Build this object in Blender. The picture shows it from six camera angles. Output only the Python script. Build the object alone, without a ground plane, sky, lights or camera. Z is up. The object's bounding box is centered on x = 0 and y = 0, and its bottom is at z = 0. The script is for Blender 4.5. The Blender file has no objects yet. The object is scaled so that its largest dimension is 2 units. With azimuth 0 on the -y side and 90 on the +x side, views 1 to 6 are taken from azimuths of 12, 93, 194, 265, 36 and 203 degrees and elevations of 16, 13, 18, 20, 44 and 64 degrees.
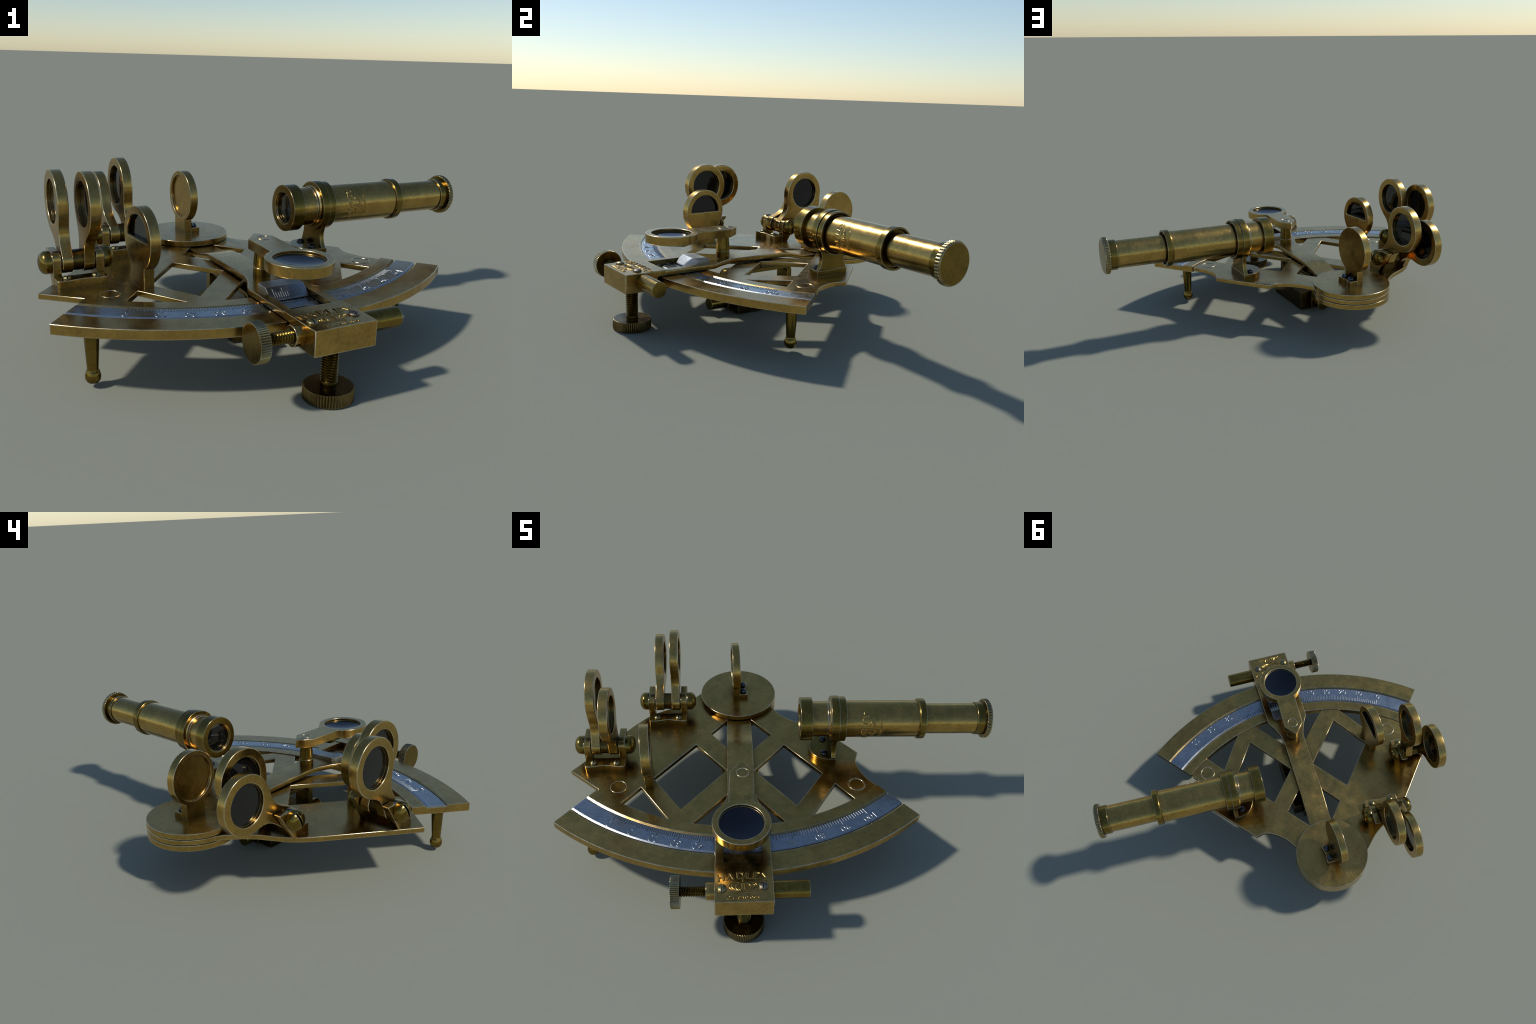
"""Antique brass sextant lying face up on its handle.

Everything is modelled in the sextant's own frame (metres): the pivot of the
index arm is at x = y = 0, the graduated arc lies toward -y, +x is the side of
the telescope, z is up.  The root Empty places that frame in the scene.
"""
import bpy
import bmesh
import math
import random
from math import sin, cos, pi, radians, hypot, atan2
from mathutils import Vector, Matrix

random.seed(7)

# ------------------------------------------------------------------ placement
PIVOT_IN_WORLD = (-0.476, 0.4235)
TURN = radians(40.0)

# heights of the main layers
PLATE_Z = (0.272, 0.300)
LIMB_Z = (0.2625, 0.306)
ARC_CENTRE = (-0.014, 0.108)

# ------------------------------------------------------------------ materials


def node(tree, kind, **inputs):
    n = tree.nodes.new(kind)
    for key, value in inputs.items():
        if key.startswith("_"):
            setattr(n, key[1:], value)
        else:
            n.inputs[key.replace("__", " ")].default_value = value
    return n


def ramp(tree, source, stops):
    r = tree.nodes.new("ShaderNodeValToRGB")
    el = r.color_ramp.elements
    while len(el) < len(stops):
        el.new(0.5)
    for e, (pos, col) in zip(el, stops):
        e.position = pos
        e.color = (*col, 1) if len(col) == 3 else col
    tree.links.new(source, r.inputs[0])
    return r


def aged_metal(name, base, dark, stain, edge, rough=(0.24, 0.42), bump=0.06, edge_gain=1.0, stain_amount=0.5, ao_floor=0.42):
    """Metal with cloudy tarnish, brown stains, fine grain and rubbed edges."""
    m = bpy.data.materials.new(name)
    m.use_nodes = True
    t = m.node_tree
    L = t.links.new
    bsdf = t.nodes["Principled BSDF"]
    bsdf.inputs["Metallic"].default_value = 1.0
    tc = node(t, "ShaderNodeTexCoord")
    co = tc.outputs["Object"]

    cloud = node(t, "ShaderNodeTexNoise", Scale=9.0, Detail=6.0, Roughness=0.62)
    L(co, cloud.inputs["Vector"])
    colour = ramp(t, cloud.outputs["Fac"], [(0.32, dark), (0.56, base), (0.75, [min(1, c * 1.08) for c in base])])

    patch = node(t, "ShaderNodeTexNoise", Scale=4.2, Detail=7.0, Roughness=0.7, Distortion=0.6)
    L(co, patch.inputs["Vector"])
    patch_f = ramp(t, patch.outputs["Fac"], [(0.50, (0, 0, 0)), (0.72, (stain_amount,) * 3)])
    mix1 = node(t, "ShaderNodeMix", _data_type="RGBA")
    L(patch_f.outputs[0], mix1.inputs["Factor"])
    L(colour.outputs[0], mix1.inputs["A"])
    mix1.inputs["B"].default_value = (*stain, 1)

    speck = node(t, "ShaderNodeTexNoise", Scale=70.0, Detail=3.0, Roughness=0.6)
    L(co, speck.inputs["Vector"])
    speck_f = ramp(t, speck.outputs["Fac"], [(0.35, (0.72, 0.72, 0.72)), (0.55, (1, 1, 1))])
    mix2 = node(t, "ShaderNodeMix", _data_type="RGBA", _blend_type="MULTIPLY")
    mix2.inputs["Factor"].default_value = 0.6
    L(mix1.outputs["Result"], mix2.inputs["A"])
    L(speck_f.outputs[0], mix2.inputs["B"])

    # occlusion shade of recesses and corners, multiplied into the metal colour
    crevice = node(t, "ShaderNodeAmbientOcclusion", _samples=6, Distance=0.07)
    ao_shade = ramp(t, crevice.outputs["AO"], [(0.30, (ao_floor * 1.05, ao_floor * 0.95, ao_floor * 0.85)), (0.92, (1, 1, 1))])
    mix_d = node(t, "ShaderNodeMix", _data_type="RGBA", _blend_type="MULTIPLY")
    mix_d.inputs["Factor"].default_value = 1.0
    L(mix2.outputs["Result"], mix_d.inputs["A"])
    L(ao_shade.outputs[0], mix_d.inputs["B"])

    # rubbed edges: where a rounded normal departs from the true one
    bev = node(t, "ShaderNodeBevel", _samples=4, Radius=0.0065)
    geo = node(t, "ShaderNodeNewGeometry")
    dot = node(t, "ShaderNodeVectorMath", _operation="DOT_PRODUCT")
    L(bev.outputs[0], dot.inputs[0])
    L(geo.outputs["Normal"], dot.inputs[1])
    edge_f = node(t, "ShaderNodeMapRange")
    edge_f.inputs["From Min"].default_value = 0.995
    edge_f.inputs["From Max"].default_value = 0.955
    edge_f.inputs["To Max"].default_value = 0.8 * edge_gain
    L(dot.outputs["Value"], edge_f.inputs["Value"])
    scuff = node(t, "ShaderNodeTexNoise", Scale=28.0, Detail=4.0)
    L(co, scuff.inputs["Vector"])
    scuff_r = node(t, "ShaderNodeMapRange")
    scuff_r.inputs["From Min"].default_value = 0.2
    scuff_r.inputs["From Max"].default_value = 0.5
    L(scuff.outputs["Fac"], scuff_r.inputs["Value"])
    edge_m = node(t, "ShaderNodeMath", _operation="MULTIPLY")
    L(edge_f.outputs[0], edge_m.inputs[0])
    L(scuff_r.outputs[0], edge_m.inputs[1])
    mix3 = node(t, "ShaderNodeMix", _data_type="RGBA")
    L(edge_m.outputs[0], mix3.inputs["Factor"])
    L(mix_d.outputs["Result"], mix3.inputs["A"])
    mix3.inputs["B"].default_value = (*edge, 1)
    L(mix3.outputs["Result"], bsdf.inputs["Base Color"])

    rough_n = node(t, "ShaderNodeTexNoise", Scale=16.0, Detail=5.0, Roughness=0.65)
    L(co, rough_n.inputs["Vector"])
    rr = node(t, "ShaderNodeMapRange")
    rr.inputs["From Min"].default_value = 0.3
    rr.inputs["From Max"].default_value = 0.7
    rr.inputs["To Min"].default_value = rough[0]
    rr.inputs["To Max"].default_value = rough[1]
    L(rough_n.outputs["Fac"], rr.inputs["Value"])
    L(rr.outputs[0], bsdf.inputs["Roughness"])

    grain = node(t, "ShaderNodeTexNoise", Scale=45.0, Detail=5.0, Roughness=0.7)
    L(co, grain.inputs["Vector"])
    b = node(t, "ShaderNodeBump", Strength=bump, Distance=0.004)
    L(grain.outputs["Fac"], b.inputs["Height"])
    L(b.outputs[0], bsdf.inputs["Normal"])
    return m


def dark_glass(name, colour, rough=0.03):
    m = bpy.data.materials.new(name)
    m.use_nodes = True
    t = m.node_tree
    bsdf = t.nodes["Principled BSDF"]
    tc = node(t, "ShaderNodeTexCoord")
    n = node(t, "ShaderNodeTexNoise", Scale=6.0, Detail=3.0)
    t.links.new(tc.outputs["Object"], n.inputs["Vector"])
    c = ramp(t, n.outputs["Fac"], [(0.3, [k * 0.85 for k in colour]), (0.7, colour)])
    t.links.new(c.outputs[0], bsdf.inputs["Base Color"])
    bsdf.inputs["Roughness"].default_value = rough
    bsdf.inputs["IOR"].default_value = 1.52
    return m


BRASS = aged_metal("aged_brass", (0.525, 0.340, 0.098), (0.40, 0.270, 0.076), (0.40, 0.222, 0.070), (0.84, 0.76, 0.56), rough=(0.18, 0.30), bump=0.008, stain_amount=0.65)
LETTER_BRASS = aged_metal("lettering_brass", (0.52, 0.335, 0.098), (0.42, 0.28, 0.08), (0.40, 0.222, 0.070), (0.6, 0.45, 0.2), rough=(0.18, 0.28), bump=0.006, edge_gain=0.0, ao_floor=0.6)
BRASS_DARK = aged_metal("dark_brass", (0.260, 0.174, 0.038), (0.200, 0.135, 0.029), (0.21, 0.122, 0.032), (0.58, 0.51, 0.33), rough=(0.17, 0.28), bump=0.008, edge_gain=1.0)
BRASS_SHADOW = aged_metal("shaded_brass", (0.16, 0.108, 0.030), (0.095, 0.064, 0.019), (0.14, 0.078, 0.022), (0.42, 0.34, 0.17), rough=(0.19, 0.32), bump=0.010, edge_gain=0.9)  # darker copy of the brass, shade of bores and undersides in its colour
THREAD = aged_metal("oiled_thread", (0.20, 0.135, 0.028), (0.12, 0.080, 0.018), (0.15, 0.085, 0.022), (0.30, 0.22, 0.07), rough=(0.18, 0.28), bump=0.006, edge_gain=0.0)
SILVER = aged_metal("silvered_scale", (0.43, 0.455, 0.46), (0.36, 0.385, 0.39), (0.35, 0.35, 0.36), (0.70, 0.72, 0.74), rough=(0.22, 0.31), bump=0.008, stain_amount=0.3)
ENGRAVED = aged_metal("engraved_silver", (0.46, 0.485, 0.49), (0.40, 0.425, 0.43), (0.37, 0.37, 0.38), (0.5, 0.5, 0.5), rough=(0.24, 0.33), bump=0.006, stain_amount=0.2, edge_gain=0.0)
VERNIER_SILVER = aged_metal("worn_silver", (0.43, 0.455, 0.46), (0.36, 0.385, 0.39), (0.35, 0.35, 0.36), (0.70, 0.72, 0.74), rough=(0.34, 0.44), bump=0.008, stain_amount=0.3, ao_floor=0.8)
TICK_SHADE = aged_metal("tick_shade_silver", (0.15, 0.18, 0.20), (0.11, 0.135, 0.15), (0.12, 0.13, 0.14), (0.25, 0.28, 0.30), rough=(0.28, 0.38), bump=0.006, edge_gain=0.0)  # dark silver for the shade painted beside the ticks
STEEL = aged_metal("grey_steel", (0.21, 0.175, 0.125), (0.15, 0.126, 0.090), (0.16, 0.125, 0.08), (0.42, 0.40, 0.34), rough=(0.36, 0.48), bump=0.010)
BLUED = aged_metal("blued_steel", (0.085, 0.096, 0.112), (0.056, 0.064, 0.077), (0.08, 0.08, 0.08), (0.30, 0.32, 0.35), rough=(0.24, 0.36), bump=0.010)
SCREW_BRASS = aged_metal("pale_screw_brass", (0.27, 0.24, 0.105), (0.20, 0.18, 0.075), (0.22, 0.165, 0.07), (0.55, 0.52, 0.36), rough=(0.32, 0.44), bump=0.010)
GLASS = dark_glass("smoked_glass", (0.0045, 0.0045, 0.0045))
GLASS_BLUE = dark_glass("magnifier_glass", (0.0010, 0.0016, 0.0042), 0.03)

# ------------------------------------------------------------------ objects
OBJECTS = {}


def make(name, mesh, material, parent=None, kind=None, sharp=50.0, weighted=True, twist=None):
    """Link a mesh given in sextant coordinates; its origin moves to its middle."""
    if twist is not None:
        mesh.transform(twist)
    mesh.materials.clear()
    mesh.materials.append(material)
    if len(mesh.polygons):
        mesh.polygons.foreach_set("use_smooth", [True] * len(mesh.polygons))
        mesh.set_sharp_from_angle(angle=radians(sharp))
    xs = [v.co for v in mesh.vertices]
    lo = Vector((min(v[i] for v in xs) for i in range(3)))
    hi = Vector((max(v[i] for v in xs) for i in range(3)))
    c = (lo + hi) / 2
    mesh.transform(Matrix.Translation(-c))
    o = bpy.data.objects.new(name, mesh)
    bpy.context.scene.collection.objects.link(o)
    place(o, c, parent)
    if weighted:
        w = o.modifiers.new("flat_faces_keep_their_normals", "WEIGHTED_NORMAL")
        w.mode, w.weight, w.keep_sharp = "FACE_AREA", 85, True
    if kind:
        o["kind"] = kind
    return o


def turn_about(x, y, degrees):
    """Rotation about a vertical line."""
    return Matrix.Translation((x, y, 0)) @ Matrix.Rotation(radians(degrees), 4, "Z") @ Matrix.Translation((-x, -y, 0))


def place(o, centre, parent):
    o["_c"] = list(centre)
    o.parent = parent
    pc = Vector(parent["_c"]) if parent is not None else Vector((0, 0, 0))
    o.location = Vector(centre) - pc


def again(o, shift, parent=None, rot=None, material=None):
    """A copy sharing the mesh of o, moved by shift (sextant frame)."""
    n = o.copy()
    bpy.context.scene.collection.objects.link(n)
    place(n, Vector(o["_c"]) + Vector(shift), parent if parent is not None else o.parent)
    if rot is not None:
        n.rotation_euler = rot
    if material is not None:
        n.material_slots[0].link = "OBJECT"
        n.material_slots[0].material = material
    return n


def bm_mesh(bm, name="m"):
    bmesh.ops.recalc_face_normals(bm, faces=bm.faces)
    me = bpy.data.meshes.new(name)
    bm.to_mesh(me)
    bm.free()
    return me


def join(*meshes):
    bm = bmesh.new()
    for me in meshes:
        bm.from_mesh(me)
        bpy.data.meshes.remove(me)
    me = bpy.data.meshes.new("joined")
    bm.to_mesh(me)
    bm.free()
    return me


# axis maps: (u, v, w) of a flat outline with thickness w -> sextant frame
FLAT = Matrix(((1, 0, 0, 0), (0, 1, 0, 0), (0, 0, 1, 0), (0, 0, 0, 1)))
ALONG_X = Matrix(((0, 0, 1, 0), (1, 0, 0, 0), (0, 1, 0, 0), (0, 0, 0, 1)))  # outline in (y, z), thick in x
ALONG_Y = Matrix(((1, 0, 0, 0), (0, 0, -1, 0), (0, 1, 0, 0), (0, 0, 0, 1)))  # outline in (x, z), thick in -y


def prism(outlines, w0, w1, to=FLAT, bevel=0.002):
    """Plate with chamfered edges from closed outlines (inner ones are holes)."""
    cu = bpy.data.curves.new("outline", "CURVE")
    cu.dimensions = "2D"
    cu.fill_mode = "BOTH"
    for pts in outlines:
        s = cu.splines.new("POLY")
        s.points.add(len(pts) - 1)
        for p, q in zip(s.points, pts):
            p.co = (q[0], q[1], 0, 1)
        s.use_cyclic_u = True
    cu.extrude = (w1 - w0) / 2 - bevel
    cu.bevel_depth = bevel
    cu.bevel_resolution = 1
    cu.offset = -bevel
    o = bpy.data.objects.new("outline", cu)
    bpy.context.scene.collection.objects.link(o)
    dg = bpy.context.evaluated_depsgraph_get()
    me = bpy.data.meshes.new_from_object(o.evaluated_get(dg), depsgraph=dg)
    bpy.data.objects.remove(o)
    bpy.data.curves.remove(cu)
    bm = bmesh.new()
    bm.from_mesh(me)
    bpy.data.meshes.remove(me)
    bmesh.ops.remove_doubles(bm, verts=bm.verts, dist=1e-5)
    bmesh.ops.transform(bm, matrix=to @ Matrix.Translation((0, 0, (w0 + w1) / 2)), verts=bm.verts)
    return bm_mesh(bm)


def chamfer(profile, b):
    """Cut the corners of an open profile polyline."""
    out = [profile[0]]
    for a, p, c in zip(profile, profile[1:], profile[2:]):
        a, p, c = Vector(a), Vector(p), Vector(c)
        d0, d1 = a - p, c - p
        if d0.length < 1e-9 or d1.length < 1e-9:
            continue
        turn = d0.angle(d1)
        k = min(b, d0.length * 0.45, d1.length * 0.45)
        if turn > radians(155):
            out.append(tuple(p))
            continue
        q0, q1 = p + d0.normalized() * k, p + d1.normalized() * k
        mid = (q0 + q1) / 2 * 0.5 + p * 0.5
        mid = (q0 + q1) / 2 + (p - (q0 + q1) / 2) * 0.42
        out += [tuple(q0), tuple(mid), tuple(q1)]
    out.append(profile[-1])
    return out


def lathe(profile, origin, axis, seg=64, b=0.0028, closed=False):
    """Revolve (along, radius) points around an axis through origin."""
    if b:
        if closed:
            p = list(profile)
            # rotate the loop so that it starts in the middle of a side
            m = ((p[0][0] + p[-1][0]) / 2, (p[0][1] + p[-1][1]) / 2)
            profile = chamfer([m] + p + [m], b)[:-1]
        else:
            profile = chamfer(profile, b)
    axis = Vector(axis).normalized()
    side = axis.cross(Vector((0, 0, 1)) if abs(axis.z) < 0.9 else Vector((1, 0, 0))).normalized()
    up = axis.cross(side)
    origin = Vector(origin)
    bm = bmesh.new()
    rows = []
    for s, r in profile:
        c = origin + axis * s
        if r < 1e-6:
            rows.append([bm.verts.new(c)])
        else:
            rows.append([bm.verts.new(c + (side * cos(2 * pi * k / seg) + up * sin(2 * pi * k / seg)) * r) for k in range(seg)])
    pairs = list(zip(rows, rows[1:]))
    if closed:
        pairs.append((rows[-1], rows[0]))
    for a, c in pairs:
        for k in range(seg):
            q = [a[k % len(a)], a[(k + 1) % len(a)], c[(k + 1) % len(c)], c[k % len(c)]]
            q = [v for i, v in enumerate(q) if v not in q[:i]]
            if len(q) > 2:
                bm.faces.new(q)
    return bm_mesh(bm)


def box(x, y, z, b=0.003, seg=2):
    bm = bmesh.new()
    bmesh.ops.create_cube(bm, size=1.0)
    bmesh.ops.transform(bm, verts=bm.verts, matrix=Matrix.Translation(((x[0] + x[1]) / 2, (y[0] + y[1]) / 2, (z[0] + z[1]) / 2)) @ Matrix.Diagonal((x[1] - x[0], y[1] - y[0], z[1] - z[0], 1)))
    if b:
        bmesh.ops.bevel(bm, geom=bm.edges[:], offset=b, segments=seg, affect="EDGES", profile=0.5)
    return bm_mesh(bm)


def boolean(mesh, cutter, operation="DIFFERENCE"):
    a = bpy.data.objects.new("a", mesh)
    c = bpy.data.objects.new("c", cutter)
    for o in (a, c):
        bpy.context.scene.collection.objects.link(o)
    mod = a.modifiers.new("cut", "BOOLEAN")
    mod.object, mod.operation, mod.solver = c, operation, "EXACT"
    dg = bpy.context.evaluated_depsgraph_get()
    me = bpy.data.meshes.new_from_object(a.evaluated_get(dg), depsgraph=dg)
    bpy.data.objects.remove(a)
    bpy.data.objects.remove(c)
    bpy.data.meshes.remove(mesh)
    bpy.data.meshes.remove(cutter)
    return me


def smooth_curve(points, n=8):
    """Catmull-Rom curve through 2D or 3D points, open ended."""
    P = [Vector(p) for p in points]
    P = [P[0] * 2 - P[1]] + P + [P[-1] * 2 - P[-2]]
    out = []
    for a, b, c, d in zip(P, P[1:], P[2:], P[3:]):
        for k in range(n):
            t = k / n
            out.append(0.5 * (2 * b + (c - a) * t + (2 * a - 5 * b + 4 * c - d) * t * t + (3 * b - a - 3 * c + d) * t ** 3))
    out.append(P[-2])
    return [tuple(p) for p in out]


def circle(cx, cy, r, n=64, a0=0.0, a1=2 * pi, end=False):
    m = n if not end else n - 1
    return [(cx + r * cos(a0 + (a1 - a0) * k / m), cy + r * sin(a0 + (a1 - a0) * k / m)) for k in range(n)]


def on_arc(deg, r):
    """Point at a bearing from the arc's axis (+ toward the telescope side)."""
    a = radians(deg)
    return (ARC_CENTRE[0] + r * sin(a), ARC_CENTRE[1] - r * cos(a))


def arc_line(r, d0, d1, n):
    return [on_arc(d0 + (d1 - d0) * k / (n - 1), r) for k in range(n)]


def wire(paths, radius, sides=6, height=1.0):
    """Thin rounded beads along 3D paths of (point, surface normal)."""
    bm = bmesh.new()
    for path in paths:
        rows = []
        for i, (p, nrm) in enumerate(path):
            a = path[max(0, i - 1)][0]
            b = path[min(len(path) - 1, i + 1)][0]
            t = (Vector(b) - Vector(a))
            if t.length < 1e-9:
                t = Vector((1, 0, 0))
            t.normalize()
            n = Vector(nrm).normalized()
            s = t.cross(n).normalized()
            rows.append([bm.verts.new(Vector(p) + (s * cos(2 * pi * k / sides) + n * (height * sin(2 * pi * k / sides))) * radius) for k in range(sides)])
        for a, c in zip(rows, rows[1:]):
            for k in range(sides):
                bm.faces.new((a[k], a[(k + 1) % sides], c[(k + 1) % sides], c[k]))
        bm.faces.new(rows[0][::-1])
        bm.faces.new(rows[-1])
    return bm_mesh(bm)


def screw_head(r, h, slot_w, slot_d, centre=(0, 0, 0), slot_angle=0.0):
    """Slotted dome head standing on z = 0 of its centre."""
    prof = [(-0.004, r * 0.97), (h * 0.25, r)]
    for k in range(1, 9):
        a = k / 8 * pi / 2
        prof.append((h * 0.25 + h * 0.75 * sin(a), r * cos(a) if k < 8 else 0.0))
    me = lathe([(-0.004, 0.0)] + prof, centre, (0, 0, 1), seg=32, b=0)
    cut = box((-r * 1.3, r * 1.3), (-slot_w / 2, slot_w / 2), (h - slot_d, h + 0.02), b=0)
    cut.transform(Matrix.Translation(centre) @ Matrix.Rotation(slot_angle, 4, "Z"))
    return boolean(me, cut)


def threaded_rod(r, depth, pitch, length, origin, axis, seg=28):
    """Helical screw thread."""
    axis = Vector(axis).normalized()
    side = axis.cross(Vector((0, 0, 1)) if abs(axis.z) < 0.9 else Vector((1, 0, 0))).normalized()
    up = axis.cross(side)
    steps = int(length / pitch * 6)
    bm = bmesh.new()
    rows = []
    for i in range(steps + 1):
        s = length * i / steps
        ring = []
        for k in range(seg):
            ph = (s / pitch - k / seg) % 1.0
            tri = abs(ph * 2 - 1)
            rr = r - depth * min(1.0, max(0.0, 1.35 * tri - 0.15))
            a = 2 * pi * k / seg
            ring.append(bm.verts.new(Vector(origin) + axis * s + (side * cos(a) + up * sin(a)) * rr))
        rows.append(ring)
    for a, c in zip(rows, rows[1:]):
        for k in range(seg):
            bm.faces.new((a[k], a[(k + 1) % seg], c[(k + 1) % seg], c[k]))
    bm.faces.new(rows[0][::-1])
    bm.faces.new(rows[-1])
    return bm_mesh(bm)


def fluted(r, depth, teeth, per=6, power=0.6):
    """Outline of a knurled wheel."""
    out = []
    for k in range(teeth * per):
        a = 2 * pi * k / (teeth * per)
        f = 0.5 + 0.5 * cos(teeth * a)
        out.append(((r - depth * (1 - f ** power)) * cos(a), (r - depth * (1 - f ** power)) * sin(a)))
    return out


def fluted_wheel(r, depth, teeth, s0, s1, origin, axis, per=6, power=0.6, b=0.0018):
    """Flat wheel with a scalloped rim between two stations of an axis."""
    axis = Vector(axis).normalized()
    frame = Matrix.Translation(Vector(origin)) @ axis.to_track_quat("Z", "Y").to_matrix().to_4x4()
    rim = fluted(r, depth, teeth, per, power)
    flat = r - depth - b - 0.002
    bm = bmesh.new()

    def row(s, inset, round_r=None):
        out = []
        for x, y in rim:
            k = hypot(x, y)
            f = (round_r / k) if round_r else (k - inset) / k
            out.append(bm.verts.new(frame @ Vector((x * f, y * f, s))))
        return out

    rows = [row(s0, 0, flat), row(s0, b), row(s0 + b * 0.3, b * 0.3), row(s0 + b, 0), row(s1 - b, 0), row(s1 - b * 0.3, b * 0.3), row(s1, b), row(s1, 0, flat)]
    n = len(rim)
    for p, q in zip(rows, rows[1:]):
        for k in range(n):
            bm.faces.new((p[k], p[(k + 1) % n], q[(k + 1) % n], q[k]))
    for r_, s in ((rows[0], s0), (rows[-1], s1)):
        c = bm.verts.new(frame @ Vector((0, 0, s)))
        for k in range(n):
            bm.faces.new((r_[k], r_[(k + 1) % n], c))
    return bm_mesh(bm)


# ------------------------------------------------------------------ the sextant
root = bpy.data.objects.new("sextant", None)
bpy.context.scene.collection.objects.link(root)
root.empty_display_size = 0.2
root["label"] = "antique brass marine sextant lying flat on its handle"
root["category"] = "navigation instrument"
root["_c"] = [0, 0, 0]

# ---- frame plate -----------------------------------------------------------
left_edge = smooth_curve([(-0.62, -0.262), (-0.559, -0.199), (-0.50, -0.154), (-0.436, -0.121), (-0.375, -0.089), (-0.32, -0.050), (-0.275, -0.006), (-0.242, 0.028), (-0.226, 0.052)], 5)
scallop_front = smooth_curve([(0.745, -0.789), (0.710, -0.748), (0.681, -0.690), (0.665, -0.630), (0.664, -0.598)], 5)
scallop_back = smooth_curve([(0.385, -0.261), (0.352, -0.251), (0.318, -0.233), (0.278, -0.203), (0.240, -0.162), (0.214, -0.121), (0.204, -0.108)], 5)
outline = [(-0.942, -0.651)] + [(-0.775, -0.795)] + arc_line(1.196, -39.6, 39.6, 70)
outline += scallop_front + [(0.684, -0.532), (0.436, -0.248)] + scallop_back
outline += circle(0, 0, 0.2315, 60, radians(-27), radians(167), end=True) + left_edge[::-1]
outline = outline[::-1]

R_IN = 1.194


def limb_span(x0, x1, n=10):
    """Points along the inner edge of the limb between two x."""
    d0 = math.degrees(math.asin((x0 - ARC_CENTRE[0]) / R_IN))
    d1 = math.degrees(math.asin((x1 - ARC_CENTRE[0]) / R_IN))
    return arc_line(R_IN, d0, d1, n)


windows = [
    [(-0.323, -0.952), (-0.481, -0.718), (-0.254, -0.444), (-0.078, -0.664)],
    [(0.298, -0.941), (0.461, -0.699), (0.260, -0.456), (0.079, -0.667)],
    [(-0.169, -0.347), (0.001, -0.140), (0.189, -0.366), (0.004, -0.577)],
    [(0.0, -0.766)] + limb_span(-0.262, 0.232),
    [(-0.545, -0.784)] + limb_span(-0.645, -0.384),
    [(0.524, -0.781)] + limb_span(0.370, 0.621),
]
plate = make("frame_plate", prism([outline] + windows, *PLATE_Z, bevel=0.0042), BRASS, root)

make("pivot_base_disc", lathe([(0.240, 0), (0.240, 0.2315), (0.2705, 0.2315), (0.2705, 0)], (0, 0, 0), (0, 0, 1), seg=128), BRASS, plate)


def ring_mark(c, r, z, w=0.0050):
    return lathe([(z - 0.002, r - w), (z + 0.0022, r - w * 0.5), (z + 0.0022, r + w * 0.5), (z - 0.002, r + w)], (c[0], c[1], 0), (0, 0, 1), seg=64, b=0.001, closed=True)


make("ring_mark", ring_mark((-0.667, -0.780), 0.0435, PLATE_Z[1] - 0.0007, 0.0044), BRASS, plate)
make("ring_mark", ring_mark((0.641, -0.790), 0.0445, PLATE_Z[1], 0.0060), BRASS, plate)

# ---- feet --------------------------------------------------------------------
foot_profile = [(0.0155, 0.0), (0.0165, 0.014), (0.021, 0.023), (0.031, 0.0300), (0.043, 0.0328), (0.055, 0.0315), (0.063, 0.0285), (0.069, 0.0270), (0.0725, 0.0230), (0.079, 0.0232), (0.12, 0.0256), (0.18, 0.0288), (0.265, 0.0328), (0.265, 0)]
foot = make("foot", lathe(foot_profile, (-0.810, -1.003, 0), (0, 0, 1), seg=40, b=0), BRASS_DARK, plate, sharp=60)
again(foot, (1.552, 0.049, 0.001))

# ---- limb with the silver scale -------------------------------------------------
ENDS = (-40.0, 40.1)


def swept_arc(section, d0, d1, n):
    """Sweep a closed (radius, z) section along the arc."""
    bm = bmesh.new()
    rows = []
    for k in range(n):
        d = d0 + (d1 - d0) * k / (n - 1)
        rows.append([bm.verts.new((*on_arc(d, r), z)) for r, z in section])
    m = len(section)
    for a, c in zip(rows, rows[1:]):
        for k in range(m):
            bm.faces.new((a[k], a[(k + 1) % m], c[(k + 1) % m], c[k]))
    bm.faces.new(rows[0][::-1])
    bm.faces.new(rows[-1])
    return bm_mesh(bm)


zb, zt = LIMB_Z
bv = 0.0034


def rounded(r0, z0, r1, z1, n=3):
    """Quarter round from (r0, z0) to (r1, z1), leaving z0 tangentially along r."""
    return [(r0 + (r1 - r0) * sin(pi / 2 * k / n), z0 + (z1 - z0) * (1 - cos(pi / 2 * k / n))) for k in range(n + 1)]


groove_z = zt - 0.0105
section = rounded(1.190 + bv, zb, 1.190, zb + bv) + rounded(1.190 + bv, zt, 1.190, zt - bv)[::-1]
section += [(1.2555, zt), (1.2650, zt - 0.0053), (1.2650, groove_z), (1.3720, groove_z), (1.3720, zt - 0.0048), (1.3805, zt)]
section += rounded(1.491 - bv, zt, 1.491, zt - bv) + rounded(1.491 - bv, zb, 1.491, zb + bv)[::-1]
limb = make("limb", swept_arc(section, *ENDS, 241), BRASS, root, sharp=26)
silver_z = zt - 0.0012
band_section = [(1.2657, groove_z - 0.001), (1.2657, silver_z - 0.0048), (1.2740, silver_z), (1.3610, silver_z), (1.3685, silver_z - 0.0042), (1.3712, groove_z - 0.001)]
band = make("scale_band", swept_arc(band_section, ENDS[0] - 0.02, ENDS[1] + 0.02, 241), SILVER, limb, sharp=20)

# bearings at which the tens of the scale stand
TENS = [-30.25, -24.05, -19.12, -14.02, -9.18, -3.2, 4.6, 11.83, 17.95, 24.42, 31.25]


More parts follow.
